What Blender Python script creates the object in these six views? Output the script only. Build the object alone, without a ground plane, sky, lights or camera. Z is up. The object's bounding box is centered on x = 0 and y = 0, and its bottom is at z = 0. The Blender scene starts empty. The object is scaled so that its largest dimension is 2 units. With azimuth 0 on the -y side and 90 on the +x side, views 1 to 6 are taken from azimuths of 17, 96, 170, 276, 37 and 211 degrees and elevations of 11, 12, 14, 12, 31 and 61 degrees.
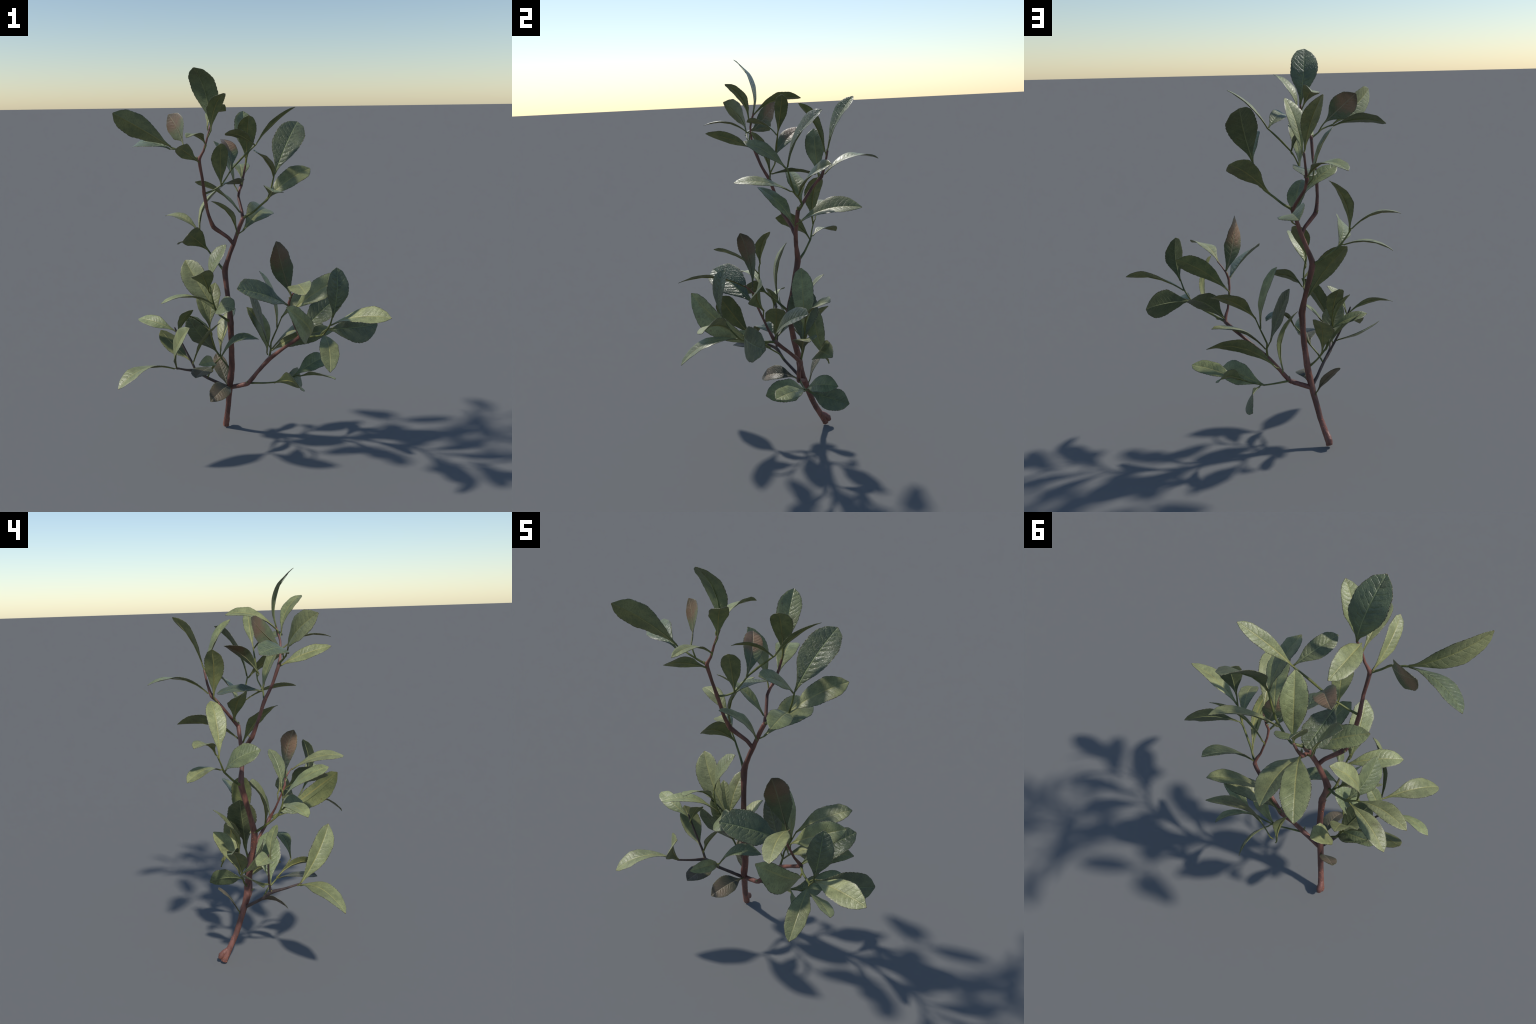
import bpy, bmesh, math, random
from mathutils import Vector, Matrix, noise

random.seed(7)

# =====================================================================
#  materials
# =====================================================================
def new_material(name):
    m = bpy.data.materials.new(name)
    m.use_nodes = True
    nt = m.node_tree
    nt.nodes.clear()
    return m, nt


class Nodes:
    """small helper to wire shader nodes"""

    def __init__(self, nt):
        self.nt = nt

    def add(self, kind, **kw):
        n = self.nt.nodes.new(kind)
        for k, v in kw.items():
            setattr(n, k, v)
        return n

    def link(self, a, b):
        self.nt.links.new(a, b)

    def put(self, sock, v):
        if isinstance(v, bpy.types.NodeSocket):
            self.link(v, sock)
        elif isinstance(v, (tuple, list)) and len(v) == 3 and sock.type == 'RGBA':
            sock.default_value = (*v, 1)
        else:
            sock.default_value = v

    def math(self, op, a, b=0.0, c=0.0, clamp=False):
        n = self.add('ShaderNodeMath', operation=op, use_clamp=clamp)
        for i, v in enumerate((a, b, c)):
            self.put(n.inputs[i], v)
        return n.outputs[0]

    def mix(self, f, a, b, blend='MIX'):
        n = self.add('ShaderNodeMix', data_type='RGBA', blend_type=blend)
        self.put(n.inputs[0], f)
        self.put(n.inputs[6], a)
        self.put(n.inputs[7], b)
        return n.outputs[2]

    def step(self, v, lo, hi, a=0.0, b=1.0):
        n = self.add('ShaderNodeMapRange', interpolation_type='SMOOTHSTEP')
        for i, x in enumerate((v, lo, hi, a, b)):
            self.put(n.inputs[i], x)
        return n.outputs[0]

    def noise(self, vec, scale, detail=3.0, rough=0.55):
        n = self.add('ShaderNodeTexNoise')
        self.link(vec, n.inputs['Vector'])
        n.inputs['Scale'].default_value = scale
        n.inputs['Detail'].default_value = detail
        n.inputs['Roughness'].default_value = rough
        return n.outputs['Fac']


def leaf_material(name, base, dark, vein, rough, spec, vein_gain, bump, tint=None, transl=0.12):
    """Leaf blade: local x across, local y along the midrib (0 base .. 1 tip).
    tint = (colour, start, end) blush that grows along the blade."""
    m, nt = new_material(name)
    N = Nodes(nt)
    co = N.add('ShaderNodeTexCoord').outputs['Object']
    sep = N.add('ShaderNodeSeparateXYZ')
    N.link(co, sep.inputs[0])
    x, y = sep.outputs[0], sep.outputs[1]
    rnd = N.add('ShaderNodeObjectInfo').outputs['Random']
    off = N.add('ShaderNodeVectorMath', operation='ADD')
    N.link(co, off.inputs[0])
    sc = N.add('ShaderNodeCombineXYZ')
    N.link(N.math('MULTIPLY', rnd, 37.0), sc.inputs[0])
    N.link(sc.outputs[0], off.inputs[1])
    p = off.outputs[0]

    ax = N.math('ABSOLUTE', x)
    wob = N.math('ADD', N.math('MULTIPLY', N.math('SUBTRACT', N.noise(p, 5.0, 2.0), 0.5), 0.11),
                 N.math('MULTIPLY', N.math('SUBTRACT', N.noise(p, 22.0, 2.0), 0.5), 0.03))
    # side veins leave the midrib at about 50 degrees, waver and curve forward
    run = N.math('SUBTRACT', N.math('ADD', y, wob),
                 N.math('ADD', N.math('MULTIPLY', ax, 0.5), N.math('MULTIPLY', N.math('MULTIPLY', ax, ax), 1.6)))
    shift = N.math('MULTIPLY', N.math('SIGN', x), 0.24)
    saw = N.math('FRACT', N.math('ADD', N.math('MULTIPLY', run, 12.0), shift))
    dist = N.math('ABSOLUTE', N.math('SUBTRACT', saw, 0.5))
    fade = N.math('MULTIPLY', N.step(ax, 0.02, 0.18, 1.0, 0.1), N.step(N.noise(p, 10.0, 1.0), 0.3, 0.62, 0.25, 1.0))
    side = N.math('MULTIPLY', N.step(dist, 0.0, 0.11, 1.0, 0.0), fade)
    mid = N.step(ax, 0.004, 0.0125, 1.0, 0.0)
    midfade = N.step(y, 0.6, 1.0, 1.0, 0.4)
    mid = N.math('MULTIPLY', mid, midfade)
    net = N.add('ShaderNodeTexVoronoi', feature='DISTANCE_TO_EDGE')
    N.link(p, net.inputs['Vector'])
    net.inputs['Scale'].default_value = 30.0
    netv = N.step(net.outputs['Distance'], 0.0, 0.05, 1.0, 0.0)

    mottle = N.noise(p, 7.0, 4.0)
    fine = N.noise(p, 60.0, 3.0)
    col = N.mix(N.step(mottle, 0.32, 0.68), base, dark)
    # leaf to leaf variation
    hue = N.add('ShaderNodeHueSaturation')
    N.put(hue.inputs['Hue'], N.math('ADD', 0.488, N.math('MULTIPLY', rnd, 0.024)))
    N.put(hue.inputs['Value'], N.math('ADD', 0.88, N.math('MULTIPLY', N.math('FRACT', N.math('MULTIPLY', rnd, 7.3)), 0.26)))
    N.link(col, hue.inputs['Color'])
    col = hue.outputs[0]
    if tint:
        c, lo, hi = tint
        g = N.step(N.math('ADD', N.math('SUBTRACT', y, N.math('MULTIPLY', ax, 0.5)),
                          N.math('MULTIPLY', N.math('SUBTRACT', mottle, 0.5), 0.4)), lo, hi)
        col = N.mix(N.math('MULTIPLY', g, 0.9), col, c)
        tipd = N.step(N.math('ADD', y, N.math('MULTIPLY', ax, 0.35)), 0.82, 1.0)
        col = N.mix(N.math('MULTIPLY', tipd, 0.75), col, (0.060, 0.055, 0.030))
    col = N.mix(N.math('MULTIPLY', N.step(fine, 0.42, 0.72), 0.28), col, (0.02, 0.03, 0.015))
    col = N.mix(N.math('MULTIPLY', netv, 0.10 * vein_gain), col, vein)
    col = N.mix(N.math('MULTIPLY', side, 0.36 * vein_gain), col, vein)
    col = N.mix(N.math('MULTIPLY', mid, 0.85), col, vein)
    # petiole end turns yellow-green, extreme tip browns, a few brown specks
    col = N.mix(N.math('MULTIPLY', N.step(y, 0.0, 0.16, 1.0, 0.0), 0.7), col, (0.17, 0.18, 0.05))
    col = N.mix(N.math('MULTIPLY', N.step(y, 0.985, 1.0), 0.55), col, (0.13, 0.05, 0.02))
    stain = N.math('MULTIPLY', N.step(N.noise(p, 3.2, 3.0), 0.56, 0.74), N.step(fine, 0.25, 0.6, 0.45, 1.0))
    col = N.mix(N.math('MULTIPLY', stain, 0.45), col, (0.105, 0.092, 0.045))
    speck = N.step(N.noise(p, 21.0, 2.0, 0.4), 0.72, 0.78)
    col = N.mix(N.math('MULTIPLY', speck, 0.5), col, (0.12, 0.07, 0.025))

    h = N.math('ADD', N.math('MULTIPLY', side, -1.0 if bump > 0 else 1.0),
               N.math('ADD', N.math('MULTIPLY', mid, -1.3 if bump > 0 else 1.6),
                      N.math('ADD', N.math('MULTIPLY', netv, -0.15), N.math('ADD', N.math('MULTIPLY', fine, 0.3), N.math('MULTIPLY', mottle, 0.9)))))
    # quilting between the side veins
    h = N.math('ADD', h, N.math('MULTIPLY', N.math('MULTIPLY', dist, fade), 1.1 if bump > 0 else -0.7))
    bp = N.add('ShaderNodeBump')
    bp.inputs['Strength'].default_value = abs(bump)
    bp.inputs['Distance'].default_value = 0.006
    N.link(h, bp.inputs['Height'])
    bs = N.add('ShaderNodeBsdfPrincipled')
    N.link(col, bs.inputs['Base Color'])
    N.put(bs.inputs['Roughness'], N.math('ADD', rough, N.math('MULTIPLY', N.math('SUBTRACT', fine, 0.5), 0.25)))
    bs.inputs['Specular IOR Level'].default_value = spec
    N.link(bp.outputs[0], bs.inputs['Normal'])
    tr = N.add('ShaderNodeBsdfTranslucent')
    N.link(N.mix(0.5, col, (0.20, 0.28, 0.03), 'MIX'), tr.inputs['Color'])
    mx = N.add('ShaderNodeMixShader')
    mx.inputs[0].default_value = transl
    N.link(bs.outputs[0], mx.inputs[1])
    N.link(tr.outputs[0], mx.inputs[2])
    out = N.add('ShaderNodeOutputMaterial')
    N.link(mx.outputs[0], out.inputs[0])
    return m


def rim_material():
    m, nt = new_material('leaf_rim')
    N = Nodes(nt)
    co = N.add('ShaderNodeTexCoord').outputs['Object']
    f = N.step(N.noise(co, 70.0, 2.0), 0.50, 0.62)
    col = N.mix(f, (0.060, 0.056, 0.030), (0.30, 0.30, 0.17))  # pale specks paint the sun glints on the toothed edges
    bs = N.add('ShaderNodeBsdfPrincipled')
    N.link(col, bs.inputs['Base Color'])
    bs.inputs['Roughness'].default_value = 0.45
    out = N.add('ShaderNodeOutputMaterial')
    N.link(bs.outputs[0], out.inputs[0])
    return m


def bark_material(name, light, dark, moss, groove, speck=True):
    m, nt = new_material(name)
    N = Nodes(nt)
    co = N.add('ShaderNodeTexCoord').outputs['Object']
    mp = N.add('ShaderNodeMapping')
    N.link(co, mp.inputs[0])
    mp.inputs['Scale'].default_value = (1, 1, 0.22)
    v = mp.outputs[0]
    big = N.noise(v, 26.0, 4.0)
    long = N.noise(v, 95.0, 3.0)
    ring = N.noise(co, 16.0, 3.0)
    col = N.mix(N.step(big, 0.35, 0.65), light, dark)
    col = N.mix(N.math('MULTIPLY', N.step(long, 0.5, 0.75), 0.5), col, groove)
    col = N.mix(N.math('MULTIPLY', N.step(ring, 0.60, 0.72), 0.55), col, moss)
    if speck:
        sp = N.noise(co, 150.0, 1.0, 0.3)
        col = N.mix(N.math('MULTIPLY', N.step(sp, 0.70, 0.76), 0.6), col, (0.36, 0.11, 0.05))
    bp = N.add('ShaderNodeBump')
    bp.inputs['Strength'].default_value = 0.5
    bp.inputs['Distance'].default_value = 0.004
    N.link(N.math('ADD', long, N.math('MULTIPLY', big, 0.8)), bp.inputs['Height'])
    bs = N.add('ShaderNodeBsdfPrincipled')
    N.link(col, bs.inputs['Base Color'])
    bs.inputs['Roughness'].default_value = 0.5
    bs.inputs['Specular IOR Level'].default_value = 0.45
    N.link(bp.outputs[0], bs.inputs['Normal'])
    out = N.add('ShaderNodeOutputMaterial')
    N.link(bs.outputs[0], out.inputs[0])
    return m


# glossy blades with quilted veins, and plain paler blades with a thin yellow midrib
VEINY_TOP = leaf_material('leaf_veined_upper', (0.145, 0.172, 0.088), (0.092, 0.118, 0.068), (0.25, 0.30, 0.145), 0.37, 0.55, 1.3, 0.62, None, 0.06)
VEINY_LOW = leaf_material('leaf_veined_underside', (0.150, 0.172, 0.080), (0.104, 0.128, 0.064), (0.26, 0.28, 0.125), 0.46, 0.45, 1.1, -0.32, None, 0.08)
OLIVE_TOP = leaf_material('leaf_olive_upper', (0.215, 0.246, 0.114), (0.152, 0.180, 0.087), (0.30, 0.33, 0.155), 0.38, 0.55, 0.85, 0.45, None, 0.06)  # veined upper face with its colour lightened for blades caught by the sun
PLAIN_TOP = leaf_material('leaf_plain_upper', (0.305, 0.325, 0.145), (0.210, 0.230, 0.102), (0.36, 0.34, 0.125), 0.42, 0.55, 0.18, 0.24, None, 0.06)
PLAIN_LOW = leaf_material('leaf_plain_underside', (0.222, 0.235, 0.092), (0.148, 0.170, 0.074), (0.30, 0.27, 0.09), 0.50, 0.4, 0.18, -0.14, None, 0.08)
RED_TOP = leaf_material('leaf_bronze_upper', (0.150, 0.178, 0.088), (0.098, 0.130, 0.070), (0.30, 0.26, 0.16), 0.40, 0.5, 0.7, 0.35, ((0.300, 0.175, 0.105), 0.34, 0.62), 0.06)
RED_LOW = leaf_material('leaf_bronze_underside', (0.140, 0.160, 0.076), (0.098, 0.120, 0.062), (0.22, 0.19, 0.10), 0.50, 0.4, 0.4, -0.25, ((0.175, 0.100, 0.058), 0.38, 0.68), 0.08)
OLD_TOP = leaf_material('leaf_withered_upper', (0.120, 0.115, 0.070), (0.070, 0.080, 0.050), (0.34, 0.29, 0.19), 0.40, 0.5, 0.8, 0.4, ((0.22, 0.160, 0.105), 0.30, 0.85), 0.06)
OLD_LOW = leaf_material('leaf_withered_underside', (0.160, 0.135, 0.085), (0.105, 0.092, 0.060), (0.18, 0.135, 0.09), 0.50, 0.4, 0.6, -0.25, ((0.185, 0.140, 0.090), 0.3, 0.8), 0.08)
RIM = rim_material()
BARK = bark_material('bark_red_brown', (0.225, 0.094, 0.072), (0.118, 0.050, 0.040), (0.110, 0.088, 0.078), (0.038, 0.021, 0.018))
BARK_DARK = bark_material('bark_grey_brown', (0.115, 0.080, 0.070), (0.060, 0.043, 0.040), (0.15, 0.11, 0.09), (0.03, 0.024, 0.024), False)
GREEN = bark_material('twig_green', (0.170, 0.180, 0.050), (0.085, 0.105, 0.032), (0.12, 0.09, 0.045), (0.05, 0.06, 0.022), False)
LENT = bark_material('lenticel_orange', (0.42, 0.14, 0.06), (0.30, 0.09, 0.045), (0.35, 0.14, 0.08), (0.2, 0.07, 0.04), False)
BUD = bark_material('bud_scale', (0.30, 0.30, 0.12), (0.20, 0.19, 0.08), (0.24, 0.15, 0.08), (0.14, 0.11, 0.05), False)

# =====================================================================
#  wood: tapered tubes along a spine
# =====================================================================
ROOT = bpy.data.objects.new('leafy_branch', None)
bpy.context.scene.collection.objects.link(ROOT)
ROOT['label'] = 'young woody shrub shoot with glossy dark green leaves'
ROOT['category'] = 'shrub'
SPINES = {}


def smooth_spine(pts, sub=4):
    """Catmull-Rom through (x, y, z, radius) rows; slightly tight so the kinks at nodes stay"""
    P = [Vector(p[:3] + (p[3],)) if len(p) == 4 else Vector(p) for p in pts]
    out = []
    n = len(P)
    for i in range(n - 1):
        p0, p1, p2, p3 = P[max(i - 1, 0)], P[i], P[i + 1], P[min(i + 2, n - 1)]
        for k in range(sub):
            t = k / sub
            m1, m2 = (p2 - p0) * 0.2, (p3 - p1) * 0.2
            a = 2 * t ** 3 - 3 * t ** 2 + 1
            b = t ** 3 - 2 * t ** 2 + t
            c = -2 * t ** 3 + 3 * t ** 2
            d = t ** 3 - t ** 2
            out.append(a * p1 + b * m1 + c * p2 + d * m2)
    out.append(P[-1])
    return out


def tube(bm, path, sides, rough, cap=True):
    """sweep a slightly uneven ring along path rows (x, y, z, r)"""
    rings = []
    ref = None
    for i, p in enumerate(path):
        a = path[max(i - 1, 0)].to_3d()
        b = path[min(i + 1, len(path) - 1)].to_3d()
        d = (b - a).normalized()
        if ref is None:
            ref = d.orthogonal().normalized()
        ref = (ref - d * ref.dot(d)).normalized()
        s = d.cross(ref)
        ring = []
        for k in range(sides):
            an = 2 * math.pi * k / sides
            q = ref * math.cos(an) + s * math.sin(an)
            c = p.to_3d()
            r = p[3] * (1 + rough * noise.noise((c + q * 0.03) * 55.0))
            ring.append(bm.verts.new(c + q * r))
        rings.append(ring)
    for r0, r1 in zip(rings, rings[1:]):
        for k in range(sides):
            bm.faces.new((r0[k], r0[(k + 1) % sides], r1[(k + 1) % sides], r1[k]))
    if cap:
        bm.faces.new(list(reversed(rings[0])))
        bm.faces.new(rings[-1])
    return rings


def add_object(name, bm, mats, parent, matrix=None):
    me = bpy.data.meshes.new(name)
    bm.normal_update()
    bm.to_mesh(me)
    bm.free()
    for m in mats:
        me.materials.append(m)
    for f in me.polygons:
        f.use_smooth = True
    ob = bpy.data.objects.new(name, me)
    bpy.context.scene.collection.objects.link(ob)
    ob.parent = parent
    if matrix is not None:
        ob.matrix_world = matrix
    return ob


def wood(key, name, pts, mat, sides=10, swell=(), parent=None):
    """one stem, branch or twig; swell = spine indices where a node thickens it"""
    path = smooth_spine(pts)
    for i in swell:
        for j in range(-2, 3):
            k = i * 4 + j
            if 0 <= k < len(path):
                path[k][3] *= 1 + 0.22 * (1 - abs(j) / 3)
    bm = bmesh.new()
    tube(bm, path, sides, 0.16)
    ob = add_object(name, bm, [mat], ROOT)
    SPINES[key] = ([p.copy() for p in path], ob)
    return ob


def nearest_on(key, p):
    """distance to, and index of, the nearest spine point"""
    path = SPINES[key][0]
    k = min(range(len(path)), key=lambda i: (path[i].to_3d() - p).length)
    return (path[k].to_3d() - p).length, k


# =====================================================================
#  leaf: a folded, bowed, twisted oblanceolate blade with thickness
# =====================================================================
# (share of length, share of greatest half width): few stations, so that the
# margin keeps the slightly angular outline of the original
STATIONS = [(0.0, 0.07), (0.06, 0.10), (0.13, 0.19), (0.22, 0.39), (0.34, 0.70), (0.47, 0.93), (0.60, 1.0),
            (0.73, 0.97), (0.84, 0.81), (0.93, 0.52), (1.0, 0.05)]
ACROSS = [-1.0, -0.955, -0.70, -0.38, -0.08, 0.0, 0.08, 0.38, 0.70, 0.955, 1.0]
CUTS = 4
KINDS = {'olive': (OLIVE_TOP, PLAIN_LOW), 'veined': (VEINY_TOP, VEINY_LOW), 'plain': (PLAIN_TOP, PLAIN_LOW), 'bronze': (RED_TOP, RED_LOW), 'withered': (OLD_TOP, OLD_LOW)}


def leaf(on, base, tip, roll, bow, width, fold=14, twist=0.0, kind='plain', sickle=0.0):
    """on: key of the wood that carries it; roll: turn about the chord, 0 = upper face
    up; bow: arch height / length; width: greatest half width / length; fold: degrees
    that each half is raised; twist: radians from base to tip; sickle: sideways arch / length."""
    B, T = Vector(base), Vector(tip)
    c = T - B
    L = c.length
    c.normalize()
    a = c.cross(Vector((0, 0, 1)))
    if a.length < 0.05:
        a = c.cross(Vector((0, 1, 0)))
    a.normalize()
    n0 = a.cross(c)
    X = a * math.cos(roll) - n0 * math.sin(roll)
    Z = n0 * math.cos(roll) + a * math.sin(roll)
    M = Matrix(((X.x, c.x, Z.x, 0), (X.y, c.y, Z.y, 0), (X.z, c.z, Z.z, 0), (0, 0, 0, 1)))
    M = Matrix.Translation(B) @ M @ Matrix.Scale(L, 4)
    rnd = random.Random(round(1000 * (base[0] + 3 * tip[1] + 7 * tip[2])))
    th = 0.0011 / L
    bm = bmesh.new()
    top, bot = [], []
    f0 = math.radians(fold)
    # angular outline: corner stations with uneven widths, cut into fine rows in between
    wob = rnd.uniform(0, 6)
    corner = []
    for i, (t, w) in enumerate(STATIONS):
        free = 2 < i < 10
        corner.append((t, w * (1 + free * rnd.uniform(-0.07, 0.07)), w * (1 + free * rnd.uniform(-0.07, 0.07)),
                       free * rnd.uniform(-0.012, 0.012), free * rnd.uniform(-0.012, 0.012),
                       rnd.uniform(-0.035, 0.035), rnd.uniform(-0.035, 0.035)))
    rows = []
    for r0, r1 in zip(corner, corner[1:]):
        rows += [tuple(p + (q - p) * k / CUTS for p, q in zip(r0, r1)) for k in range(CUTS)]
    rows.append(corner[-1])
    for i, (t, wl, wr, yl, yr, bl, br) in enumerate(rows):
        tau = twist * (t - 0.5)
        s = Vector((math.cos(tau), 0, -math.sin(tau)))
        n = Vector((math.sin(tau), 0, math.cos(tau)))
        arch = 4 * t * (1 - t)
        mid = Vector((sickle * arch, t, arch * bow))
        tooth = 1 + (0.022 if i % 2 else -0.012) * (0.24 < t < 0.98)
        rt, rb = [], []
        for u in ACROSS:
            hw = width * (wr if u > 0 else wl)
            au = abs(u)
            # the halves rise from the midrib, wave, then curl back a little at the margin
            rise = math.sin(f0) * (au - 0.22 * au * au) + ((br if u > 0 else bl) + 0.03 * math.sin(9 * t + wob + u)) * au
            p = mid + s * (u * (tooth if au == 1.0 else 1.0) * hw * math.cos(f0)) + n * (hw * rise)
            p.y += (yr if u > 0 else yl) * au ** 3
            k = th * (0.35 if au == 1.0 else 1.0)
            rt.append(bm.verts.new(p + n * k))
            rb.append(bm.verts.new(p - n * k))
        top.append(rt)
        bot.append(rb)
    rows = len(rows)
    W = len(ACROSS)
    for i in range(rows - 1):
        for j in range(W - 1):
            f = bm.faces.new((top[i][j], top[i][j + 1], top[i + 1][j + 1], top[i + 1][j]))
            f.material_index = 2 if j in (0, W - 2) else 0
            f = bm.faces.new((bot[i][j], bot[i + 1][j], bot[i + 1][j + 1], bot[i][j + 1]))
            f.material_index = 2 if j in (0, W - 2) else 1
    ring = ([(0, j) for j in range(W)] + [(i, W - 1) for i in range(1, rows)] +
            [(rows - 1, j) for j in range(W - 2, -1, -1)] + [(i, 0) for i in range(rows - 2, 0, -1)])
    for q, (i, j) in enumerate(ring):
        k, l = ring[(q + 1) % len(ring)]
        f = bm.faces.new((top[i][j], bot[i][j], bot[k][l], top[k][l]))
        f.material_index = 2
    # petiole and the raised midrib below, as one thin tapering tube
    inv = M.inverted()
    d, k = nearest_on(on, B)
    wd = SPINES[on][0]
    path = []
    if d < 0.045:
        # leave the wood a little below the leaf and swing into its line
        back = 1.1 * d
        while back > 0 and k > 0:
            back -= (wd[k].to_3d() - wd[k - 1].to_3d()).length
            k -= 1
        q = inv @ wd[k].to_3d()
        h0 = Vector((0, -0.35 * q.length, 0))
        if d > 0.004:
            for t in (0.0, 0.4, 0.75):
                c1 = q.lerp(h0, t)
                c2 = h0.lerp(Vector((0, 0, 0)), t)
                path.append(Vector((*c1.lerp(c2, t), 0.0034 / L)))
    else:
        path.append(Vector((0, -0.05, -0.01, 0.0036 / L)))
    for t in (0.0, 0.08, 0.2, 0.4, 0.65, 0.9):
        r = (0.0031 * (1 - t) + 0.0005) / L
        path.append(Vector((4 * t * (1 - t) * sickle, t, 4 * t * (1 - t) * bow - r * 0.55, r)))
    first = len(bm.faces)
    tube(bm, path, 6, 0.0)
    bm.faces.ensure_lookup_table()
    for f in bm.faces[first:]:
        f.material_index = 1
    for q, (i, j) in enumerate(ring):
        k, l = ring[(q + 1) % len(ring)]
        for sheet in (top, bot):
            e = bm.edges.get((sheet[i][j], sheet[k][l]))
            if e:
                e.smooth = False
    up, un = KINDS[kind]
    return add_object('leaf', bm, [up, un, RIM], SPINES[on][1], M)


def bud(on, at, toward, size):
    """small pointed bud in a leaf axil"""
    bm = bmesh.new()
    A, D = Vector(at), Vector(toward).normalized()
    prof = [(0.0, 0.5), (0.25, 1.0), (0.55, 0.85), (0.85, 0.4), (1.0, 0.08)]
    tube(bm, [Vector((*(A + D * (t * size * 2.2)), r * size * 0.55)) for t, r in prof], 8, 0.1)
    return add_object('bud', bm, [BUD], SPINES[on][1])


def lenticels(on, count, lo=0.0, hi=1.0):
    """orange corky warts on the bark, joined into one part"""
    path = SPINES[on][0]
    bm = bmesh.new()
    r = random.Random(hash(len(path)) + count)
    for _ in range(count):
        f = lo + (hi - lo) * r.random()
        i = min(int(f * (len(path) - 1)), len(path) - 2)
        p = path[i].lerp(path[i + 1], r.random())
        d = (path[i + 1].to_3d() - path[i].to_3d()).normalized()
        o = d.orthogonal().normalized()
        o.rotate(Matrix.Rotation(r.uniform(0, 6.283), 3, d))
        s = d.cross(o)
        sz = r.uniform(0.0013, 0.0026)
        m = Matrix.Translation(p.to_3d() + o * p[3] * 0.97) @ Matrix(
            ((s.x, d.x, o.x, 0), (s.y, d.y, o.y, 0), (s.z, d.z, o.z, 0), (0, 0, 0, 1)))
        m = m @ Matrix.Diagonal((sz * r.uniform(1.2, 2.0), sz, sz * 0.7, 1))
        bmesh.ops.create_icosphere(bm, subdivisions=1, radius=1.0, matrix=m)
    ob = add_object('lenticel', bm, [LENT], SPINES[on][1])
    ob['kind'] = 'stuff'
    return ob


# =====================================================================
#  the wood of the plant
# =====================================================================
wood('stem', 'stem', [
    (-.288, .159, .010, .0165), (-.283, .151, .035, .0175), (-.253, .100, .141, .0150), (-.222, .051, .291, .0165),
    (-.212, .036, .345, .0180), (-.202, .032, .410, .0170), (-.191, .005, .551, .0150), (-.188, -.011, .679, .0145),
    (-.205, .010, .790, .0130), (-.235, .043, .949, .0135), (-.205, .040, 1.040, .0115), (-.176, .042, 1.115, .0110),
    (-.155, .052, 1.180, .0105), (-.133, .061, 1.238, .0110)], BARK, 14, (7, 9))
wood('stub', 'stub', [(-.276, .138, .075, .0110), (-.281, .157, .058, .0150), (-.284, .172, .044, .0165), (-.286, .179, .030, .0130), (-.287, .180, .022, .0060)], BARK, 12)
wood('right_stem', 'branch', [
    (-.133, .061, 1.232, .0100), (-.150, .090, 1.275, .0085), (-.181, .133, 1.340, .0075), (-.183, .160, 1.372, .0075),
    (-.182, .184, 1.396, .0080), (-.172, .204, 1.455, .0058), (-.163, .219, 1.526, .0055)], BARK, 10, (4,))
wood('left_stem', 'branch', [
    (-.178, .040, 1.095, .0100), (-.204, .021, 1.137, .0098), (-.269, -.023, 1.198, .0100), (-.285, -.056, 1.276, .0082),
    (-.289, -.091, 1.378, .0080), (-.281, -.132, 1.458, .0075), (-.282, -.168, 1.557, .0076), (-.256, -.172, 1.600, .0058),
    (-.236, -.172, 1.660, .0052), (-.224, -.152, 1.726, .0048)], BARK, 10, (2, 4, 6))
wood('right_branch', 'branch', [
    (-.223, .052, .288, .0130), (-.165, .040, .308, .0125), (-.109, .031, .331, .0125), (-.055, .036, .400, .0108),
    (.006, .050, .474, .0105), (.105, .002, .562, .0085), (.204, -.053, .649, .0088), (.186, -.088, .710, .0060),
    (.170, -.128, .800, .0055), (.170, -.148, .850, .0056), (.184, -.149, .888, .0050)], BARK, 10, (4, 6, 9))
wood('right_branch_tip', 'twig', [(.184, -.149, .886, .0042), (.203, -.168, .915, .0036), (.221, -.187, .936, .0030)], BARK, 8)
wood('left_branch', 'branch', [
    (-.226, .040, .292, .0090), (-.262, .000, .326, .0085), (-.309, -.059, .375, .0080), (-.358, -.104, .426, .0085),
    (-.380, -.180, .456, .0060), (-.398, -.244, .485, .0052), (-.405, -.262, .492, .0035)], BARK_DARK, 9, (3,))
wood('left_stick', 'twig', [
    (-.358, -.104, .426, .0070), (-.385, -.100, .478, .0062), (-.425, -.102, .555, .0055), (-.466, -.106, .645, .0048),
    (-.472, -.108, .662, .0030)], BARK_DARK, 8)
wood('end_twig', 'twig', [
    (.204, -.053, .649, .0068), (.255, -.110, .668, .0056), (.353, -.196, .711, .0050), (.399, -.241, .781, .0042),
    (.415, -.265, .832, .0036)], GREEN, 8)
wood('middle_twig', 'twig', [
    (.006, .050, .474, .0066), (.012, .062, .520, .0052), (.012, .074, .562, .0046), (.044, .080, .640, .0038), (.068, .085, .702, .0032)], GREEN, 8)
wood('low_twig', 'twig', [
    (-.105, .036, .331, .0062), (-.030, .054, .332, .0046), (.029, .070, .336, .0044), (.095, .080, .358, .0040), (.165, .082, .388, .0032)], GREEN, 8)
wood('bow_twig', 'twig', [
    (-.309, -.059, .377, .0050), (-.285, -.085, .420, .0044), (-.245, -.135, .468, .0042), (-.215, -.170, .512, .0036), (-.186, -.195, .542, .0030)], GREEN, 8)
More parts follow.
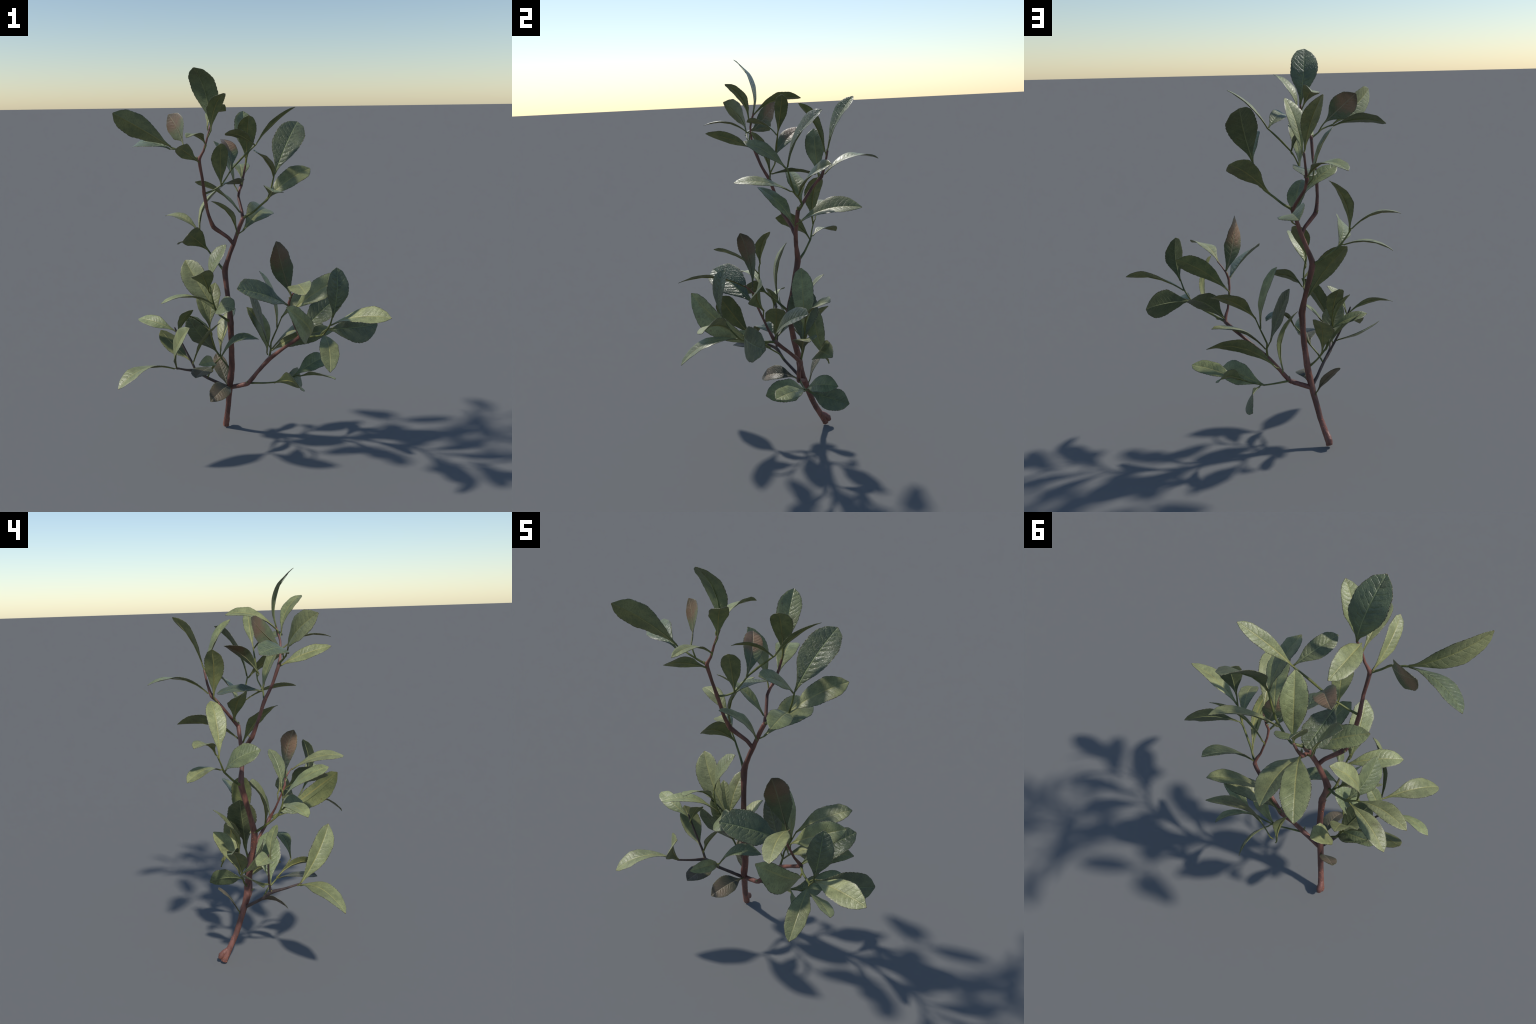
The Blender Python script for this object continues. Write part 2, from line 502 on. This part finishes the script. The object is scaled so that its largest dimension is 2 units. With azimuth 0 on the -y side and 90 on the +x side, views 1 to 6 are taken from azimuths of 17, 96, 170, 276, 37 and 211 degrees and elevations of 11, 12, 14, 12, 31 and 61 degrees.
wood('trunk_twig', 'twig', [
    (-.207, .034, .394, .0058), (-.250, .045, .437, .0048), (-.297, .047, .495, .0048), (-.318, .050, .560, .0040), (-.334, .052, .628, .0034)], GREEN, 8)
wood('front_twig', 'twig', [
    (-.190, -.011, .684, .0075), (-.222, -.081, .739, .0056), (-.226, -.139, .789, .0050), (-.232, -.165, .855, .0042), (-.244, -.167, .925, .0030)], GREEN, 8)
wood('back_twig', 'twig', [
    (-.235, .043, .946, .0085), (-.285, .076, .985, .0058), (-.350, .109, 1.042, .0050), (-.385, .118, 1.090, .0040), (-.410, .130, 1.135, .0032)], GREEN, 8)
wood('inner_twig', 'twig', [
    (-.289, -.091, 1.378, .0058), (-.240, -.084, 1.398, .0045), (-.201, -.077, 1.423, .0042), (-.175, -.050, 1.470, .0036),
    (-.155, -.044, 1.503, .0042), (-.100, -.032, 1.562, .0052), (-.039, -.018, 1.620, .0036)], GREEN, 8)
wood('side_twig', 'twig', [
    (-.282, -.168, 1.557, .0056), (-.318, -.188, 1.578, .0044), (-.348, -.206, 1.598, .0042), (-.412, -.214, 1.621, .0032)], GREEN, 8)
wood('outer_twig', 'twig', [
    (-.133, .061, 1.236, .0075), (-.084, .086, 1.268, .0058), (-.040, .076, 1.305, .0056), (.004, .055, 1.340, .0054),
    (.030, .040, 1.405, .0046), (.049, .027, 1.470, .0036)], GREEN, 8)
lenticels('stem', 110, 0.0, 0.62)
lenticels('left_stem', 16, 0.2, 0.6)
lenticels('right_branch', 22, 0.0, 0.6)
for on, at, to, sz in [('right_stem', (-.176, .178, 1.400), (.2, -.5, 1), .010), ('stem', (-.128, .058, 1.240), (.6, .2, .8), .010),
                       ('left_stem', (-.272, -.018, 1.200), (-.3, .6, .6), .009), ('left_stem', (-.286, -.172, 1.562), (-.6, -.2, .7), .008),
                       ('stem', (-.198, -.006, .685), (-.5, -.6, .5), .009), ('right_branch', (.178, -.150, .868), (-.3, -.5, .8), .009),
                       ('right_branch', (-.112, .024, .338), (.1, -.8, .5), .009), ('left_branch', (-.362, -.110, .430), (-.5, .3, .8), .008),
                       ('trunk_twig', (-.335, .052, .628), (-.2, .1, 1), .007), ('right_stem', (-.163, .219, 1.524), (.1, .2, 1), .007)]:
    bud(on, at, to, sz)

# =====================================================================
#  the leaves, shoot by shoot
# =====================================================================

# leaves on the left stem
leaf('left_stem', (-0.224, -0.152, 1.726), (-0.268, -0.244, 1.997), roll=0.35, bow=0.16, width=0.238, fold=5, twist=0.11, kind='veined')
leaf('left_stem', (-0.214, -0.175, 1.700), (-0.110, -0.272, 1.875), roll=6.28, bow=0.15, width=0.187, fold=10, twist=0.33)
leaf('left_stem', (-0.239, -0.155, 1.718), (-0.229, 0.092, 1.792), roll=5.88, bow=0.15, width=0.176, fold=17, twist=-0.52)

# leaves on the side twig
leaf('side_twig', (-0.411, -0.215, 1.623), (-0.641, -0.366, 1.790), roll=1.42, bow=0.09, width=0.186, fold=14, twist=0.52)
leaf('side_twig', (-0.414, -0.221, 1.613), (-0.660, -0.113, 1.622), roll=5.79, bow=0.11, width=0.216, fold=9, twist=-0.02, kind='veined')
leaf('side_twig', (-0.357, -0.182, 1.633), (-0.486, -0.061, 1.777), roll=1.78, bow=0.06, width=0.267, fold=2, twist=0.72, kind='bronze')

# leaves on the left stem
leaf('left_stem', (-0.282, -0.172, 1.546), (-0.286, -0.416, 1.633), roll=0.93, bow=0.07, width=0.142, fold=7, twist=-0.74)
leaf('left_stem', (-0.236, -0.190, 1.634), (-0.244, -0.415, 1.675), roll=0.06, bow=0.14, width=0.142, fold=12, twist=-0.49)

# leaves on the right stem
leaf('right_stem', (-0.166, 0.221, 1.541), (-0.221, 0.354, 1.788), roll=0.05, bow=0.07, width=0.204, fold=16, twist=0.61, kind='olive')
leaf('right_stem', (-0.157, 0.207, 1.524), (-0.102, 0.086, 1.768), roll=0.01, bow=0.08, width=0.193, fold=19, twist=0.47)

# leaves on the inner twig
leaf('inner_twig', (-0.037, -0.023, 1.623), (-0.139, -0.178, 1.686), roll=0.45, bow=0.12, width=0.199, fold=10, twist=0.19, kind='olive')
leaf('inner_twig', (-0.036, -0.018, 1.623), (0.160, 0.026, 1.808), roll=5.94, bow=0.07, width=0.120, fold=10, twist=0.27)
leaf('inner_twig', (-0.154, -0.054, 1.503), (-0.252, 0.101, 1.645), roll=0.43, bow=0.12, width=0.210, fold=17, twist=-0.44, kind='bronze')
leaf('inner_twig', (-0.201, -0.077, 1.421), (-0.167, -0.162, 1.637), roll=0.25, bow=0.07, width=0.187, fold=15, twist=0.06)
leaf('inner_twig', (-0.202, -0.070, 1.419), (-0.182, 0.156, 1.407), roll=6.01, bow=0.07, width=0.262, fold=8, twist=0.04, kind='veined')

# leaves on the right stem
leaf('right_stem', (-0.213, 0.168, 1.398), (-0.321, 0.148, 1.633), roll=6.02, bow=0.08, width=0.190, fold=14, twist=0.00)
leaf('right_stem', (-0.181, 0.201, 1.411), (-0.302, 0.477, 1.467), roll=0.08, bow=0.17, width=0.182, fold=9, twist=-0.30)

# leaves on the outer twig
leaf('outer_twig', (0.047, 0.022, 1.465), (0.013, -0.181, 1.598), roll=5.80, bow=0.08, width=0.205, fold=11, twist=0.17)
leaf('outer_twig', (0.050, 0.029, 1.472), (0.126, 0.205, 1.732), roll=0.55, bow=0.10, width=0.251, fold=15, twist=0.30, kind='veined')
leaf('outer_twig', (-0.014, 0.076, 1.331), (0.186, 0.241, 1.487), roll=0.64, bow=0.09, width=0.201, fold=15, twist=0.27)
leaf('outer_twig', (0.019, 0.036, 1.352), (0.117, -0.224, 1.410), roll=5.94, bow=0.09, width=0.179, fold=8, twist=-0.01)

# leaves on the stem
leaf('stem', (-0.134, 0.062, 1.170), (-0.102, 0.383, 1.243), roll=0.47, bow=0.12, width=0.220, fold=19, twist=0.04)
leaf('stem', (-0.157, 0.036, 1.156), (-0.227, -0.151, 1.349), roll=5.92, bow=0.11, width=0.181, fold=11, twist=0.87)

# leaves on the right stem
leaf('right_stem', (-0.157, 0.080, 1.267), (-0.373, -0.003, 1.430), roll=0.12, bow=0.09, width=0.179, fold=11, twist=1.21)

# leaves on the back twig
leaf('back_twig', (-0.414, 0.136, 1.143), (-0.640, 0.196, 1.213), roll=6.14, bow=0.14, width=0.172, fold=17, twist=0.05)
leaf('back_twig', (-0.404, 0.123, 1.127), (-0.290, 0.171, 1.384), roll=0.06, bow=0.15, width=0.174, fold=17, twist=-0.26)
leaf('back_twig', (-0.350, 0.107, 1.044), (-0.393, -0.078, 1.160), roll=0.90, bow=0.15, width=0.267, fold=10, twist=0.38, kind='olive')
leaf('back_twig', (-0.376, 0.123, 1.060), (-0.585, 0.246, 1.044), roll=6.14, bow=0.12, width=0.189, fold=12, twist=-0.29)

# leaves on the front twig
leaf('front_twig', (-0.238, -0.075, 0.752), (-0.432, -0.026, 1.013), roll=5.15, bow=0.08, width=0.210, fold=17, twist=0.42)
leaf('front_twig', (-0.227, -0.162, 0.821), (-0.456, -0.300, 0.842), roll=0.17, bow=0.14, width=0.178, fold=11, twist=-0.45)
leaf('front_twig', (-0.245, -0.160, 0.940), (-0.174, -0.097, 1.121), roll=0.24, bow=0.10, width=0.242, fold=14, twist=-0.02, kind='olive')
leaf('front_twig', (-0.246, -0.171, 0.887), (-0.203, -0.397, 1.032), roll=0.22, bow=0.10, width=0.197, fold=4, twist=0.60)
leaf('front_twig', (-0.215, -0.131, 0.787), (-0.082, -0.253, 0.828), roll=0.86, bow=0.15, width=0.297, fold=7, twist=-0.32, kind='olive')

# leaves on the trunk twig
leaf('trunk_twig', (-0.333, 0.052, 0.622), (-0.340, 0.175, 0.849), roll=0.06, bow=0.12, width=0.176, fold=6, twist=0.13)
leaf('trunk_twig', (-0.333, 0.052, 0.622), (-0.414, 0.097, 0.794), roll=5.94, bow=0.10, width=0.170, fold=10, twist=0.00)
leaf('trunk_twig', (-0.325, 0.050, 0.600), (-0.512, 0.064, 0.675), roll=0.55, bow=0.10, width=0.150, fold=14, twist=0.00)
leaf('trunk_twig', (-0.303, 0.049, 0.497), (-0.403, -0.080, 0.716), roll=3.86, bow=0.07, width=0.216, fold=6, twist=0.04, kind='veined')
leaf('trunk_twig', (-0.298, 0.046, 0.494), (-0.469, 0.067, 0.675), roll=6.14, bow=0.06, width=0.210, fold=10, twist=0.00, kind='olive')
leaf('trunk_twig', (-0.276, 0.062, 0.493), (-0.230, 0.196, 0.701), roll=5.95, bow=0.10, width=0.240, fold=19, twist=-0.06)

# leaves on the left stick
leaf('left_stick', (-0.468, -0.101, 0.637), (-0.697, -0.078, 0.683), roll=5.57, bow=0.14, width=0.162, fold=7, twist=0.86)
leaf('left_stick', (-0.451, -0.116, 0.630), (-0.352, -0.143, 0.775), roll=5.90, bow=0.11, width=0.179, fold=13, twist=0.22)
leaf('left_stick', (-0.400, -0.095, 0.483), (-0.600, -0.006, 0.605), roll=2.82, bow=0.04, width=0.202, fold=8, twist=0.31)
leaf('left_stick', (-0.370, -0.104, 0.479), (-0.220, -0.083, 0.698), roll=6.18, bow=0.07, width=0.234, fold=7, twist=-0.16, kind='olive')

# leaves on the left branch
leaf('left_branch', (-0.405, -0.250, 0.485), (-0.266, -0.393, 0.756), roll=1.30, bow=0.09, width=0.181, fold=18, twist=0.03)
leaf('left_branch', (-0.416, -0.256, 0.487), (-0.629, -0.472, 0.433), roll=0.14, bow=0.17, width=0.182, fold=11, twist=-0.84)

# leaves on the bow twig
leaf('bow_twig', (-0.255, -0.135, 0.465), (-0.266, -0.334, 0.479), roll=6.20, bow=0.06, width=0.250, fold=7, twist=0.20, kind='withered')
leaf('bow_twig', (-0.181, -0.196, 0.547), (-0.010, -0.083, 0.625), roll=0.10, bow=0.23, width=0.201, fold=21, twist=0.32, kind='olive')
leaf('bow_twig', (-0.250, -0.130, 0.470), (-0.246, -0.335, 0.550), roll=5.40, bow=0.17, width=0.150, fold=19, twist=-0.32)

# leaves on the stem
leaf('stem', (-0.244, 0.080, 0.281), (-0.342, 0.166, 0.435), roll=5.85, bow=0.05, width=0.196, fold=6, twist=0.12, kind='withered')
leaf('stem', (-0.212, 0.012, 0.304), (-0.248, -0.181, 0.293), roll=5.77, bow=0.19, width=0.262, fold=15, twist=-0.07, kind='withered')

# leaves on the right branch
leaf('right_branch', (0.184, -0.153, 0.887), (0.122, -0.206, 1.170), roll=1.50, bow=0.07, width=0.201, fold=3, twist=1.30, kind='bronze')

# leaves on the right branch tip
leaf('right_branch_tip', (0.216, -0.188, 0.932), (0.334, -0.476, 0.983), roll=0.27, bow=0.11, width=0.172, fold=5, twist=0.30)

# leaves on the right branch
leaf('right_branch', (0.169, -0.160, 0.840), (-0.025, -0.374, 0.963), roll=5.71, bow=0.05, width=0.270, fold=17, twist=0.02, kind='veined')
leaf('right_branch', (0.180, -0.106, 0.800), (0.438, -0.077, 0.986), roll=1.06, bow=0.11, width=0.186, fold=14, twist=0.25)

# leaves on the end twig
leaf('end_twig', (0.245, -0.102, 0.655), (0.234, -0.440, 0.908), roll=4.51, bow=0.14, width=0.149, fold=16, twist=0.55, sickle=-0.06)
leaf('end_twig', (0.415, -0.262, 0.824), (0.428, -0.242, 1.064), roll=1.15, bow=0.11, width=0.235, fold=9, twist=0.32, kind='veined')

# leaves on the right branch
leaf('right_branch', (0.206, -0.058, 0.660), (0.379, 0.119, 0.833), roll=0.65, bow=0.11, width=0.226, fold=17, twist=-0.09, kind='veined')

# leaves on the end twig
leaf('end_twig', (0.403, -0.240, 0.780), (0.698, -0.307, 0.854), roll=0.42, bow=0.09, width=0.178, fold=15, twist=0.60)
leaf('end_twig', (0.372, -0.180, 0.737), (0.600, -0.058, 0.746), roll=1.42, bow=0.09, width=0.298, fold=6, twist=-0.29, kind='veined')
leaf('end_twig', (0.361, -0.217, 0.719), (0.446, -0.465, 0.625), roll=6.13, bow=0.16, width=0.170, fold=9, twist=0.29)

# leaves on the middle twig
leaf('middle_twig', (0.066, 0.085, 0.700), (0.290, 0.216, 0.865), roll=0.49, bow=0.10, width=0.188, fold=10, twist=-0.11)
leaf('middle_twig', (0.044, 0.081, 0.647), (-0.049, 0.069, 0.953), roll=6.27, bow=0.08, width=0.181, fold=11, twist=0.13)
leaf('middle_twig', (-0.007, 0.064, 0.567), (-0.110, 0.071, 0.837), roll=0.20, bow=0.01, width=0.266, fold=7, twist=-0.16, kind='veined')
leaf('middle_twig', (0.019, 0.062, 0.530), (0.289, 0.114, 0.673), roll=0.10, bow=0.12, width=0.190, fold=13, twist=0.10)
leaf('middle_twig', (-0.012, 0.191, 0.479), (0.326, 0.219, 0.610), roll=0.90, bow=0.17, width=0.161, fold=10, twist=-0.60)
leaf('middle_twig', (-0.046, 0.190, 0.460), (-0.141, 0.123, 0.734), roll=5.26, bow=0.15, width=0.176, fold=16, twist=0.17)

# leaves on the low twig
leaf('low_twig', (0.136, 0.084, 0.379), (0.276, 0.241, 0.448), roll=0.76, bow=0.13, width=0.215, fold=15, twist=0.30, kind='olive')
leaf('low_twig', (0.172, 0.077, 0.385), (0.387, -0.047, 0.432), roll=5.85, bow=0.06, width=0.191, fold=11, twist=0.05)
leaf('low_twig', (0.059, 0.089, 0.338), (0.122, 0.292, 0.294), roll=1.18, bow=0.12, width=0.268, fold=10, twist=0.10, kind='veined')
leaf('low_twig', (0.029, 0.070, 0.334), (0.222, -0.110, 0.382), roll=5.29, bow=0.14, width=0.224, fold=8, twist=0.14)
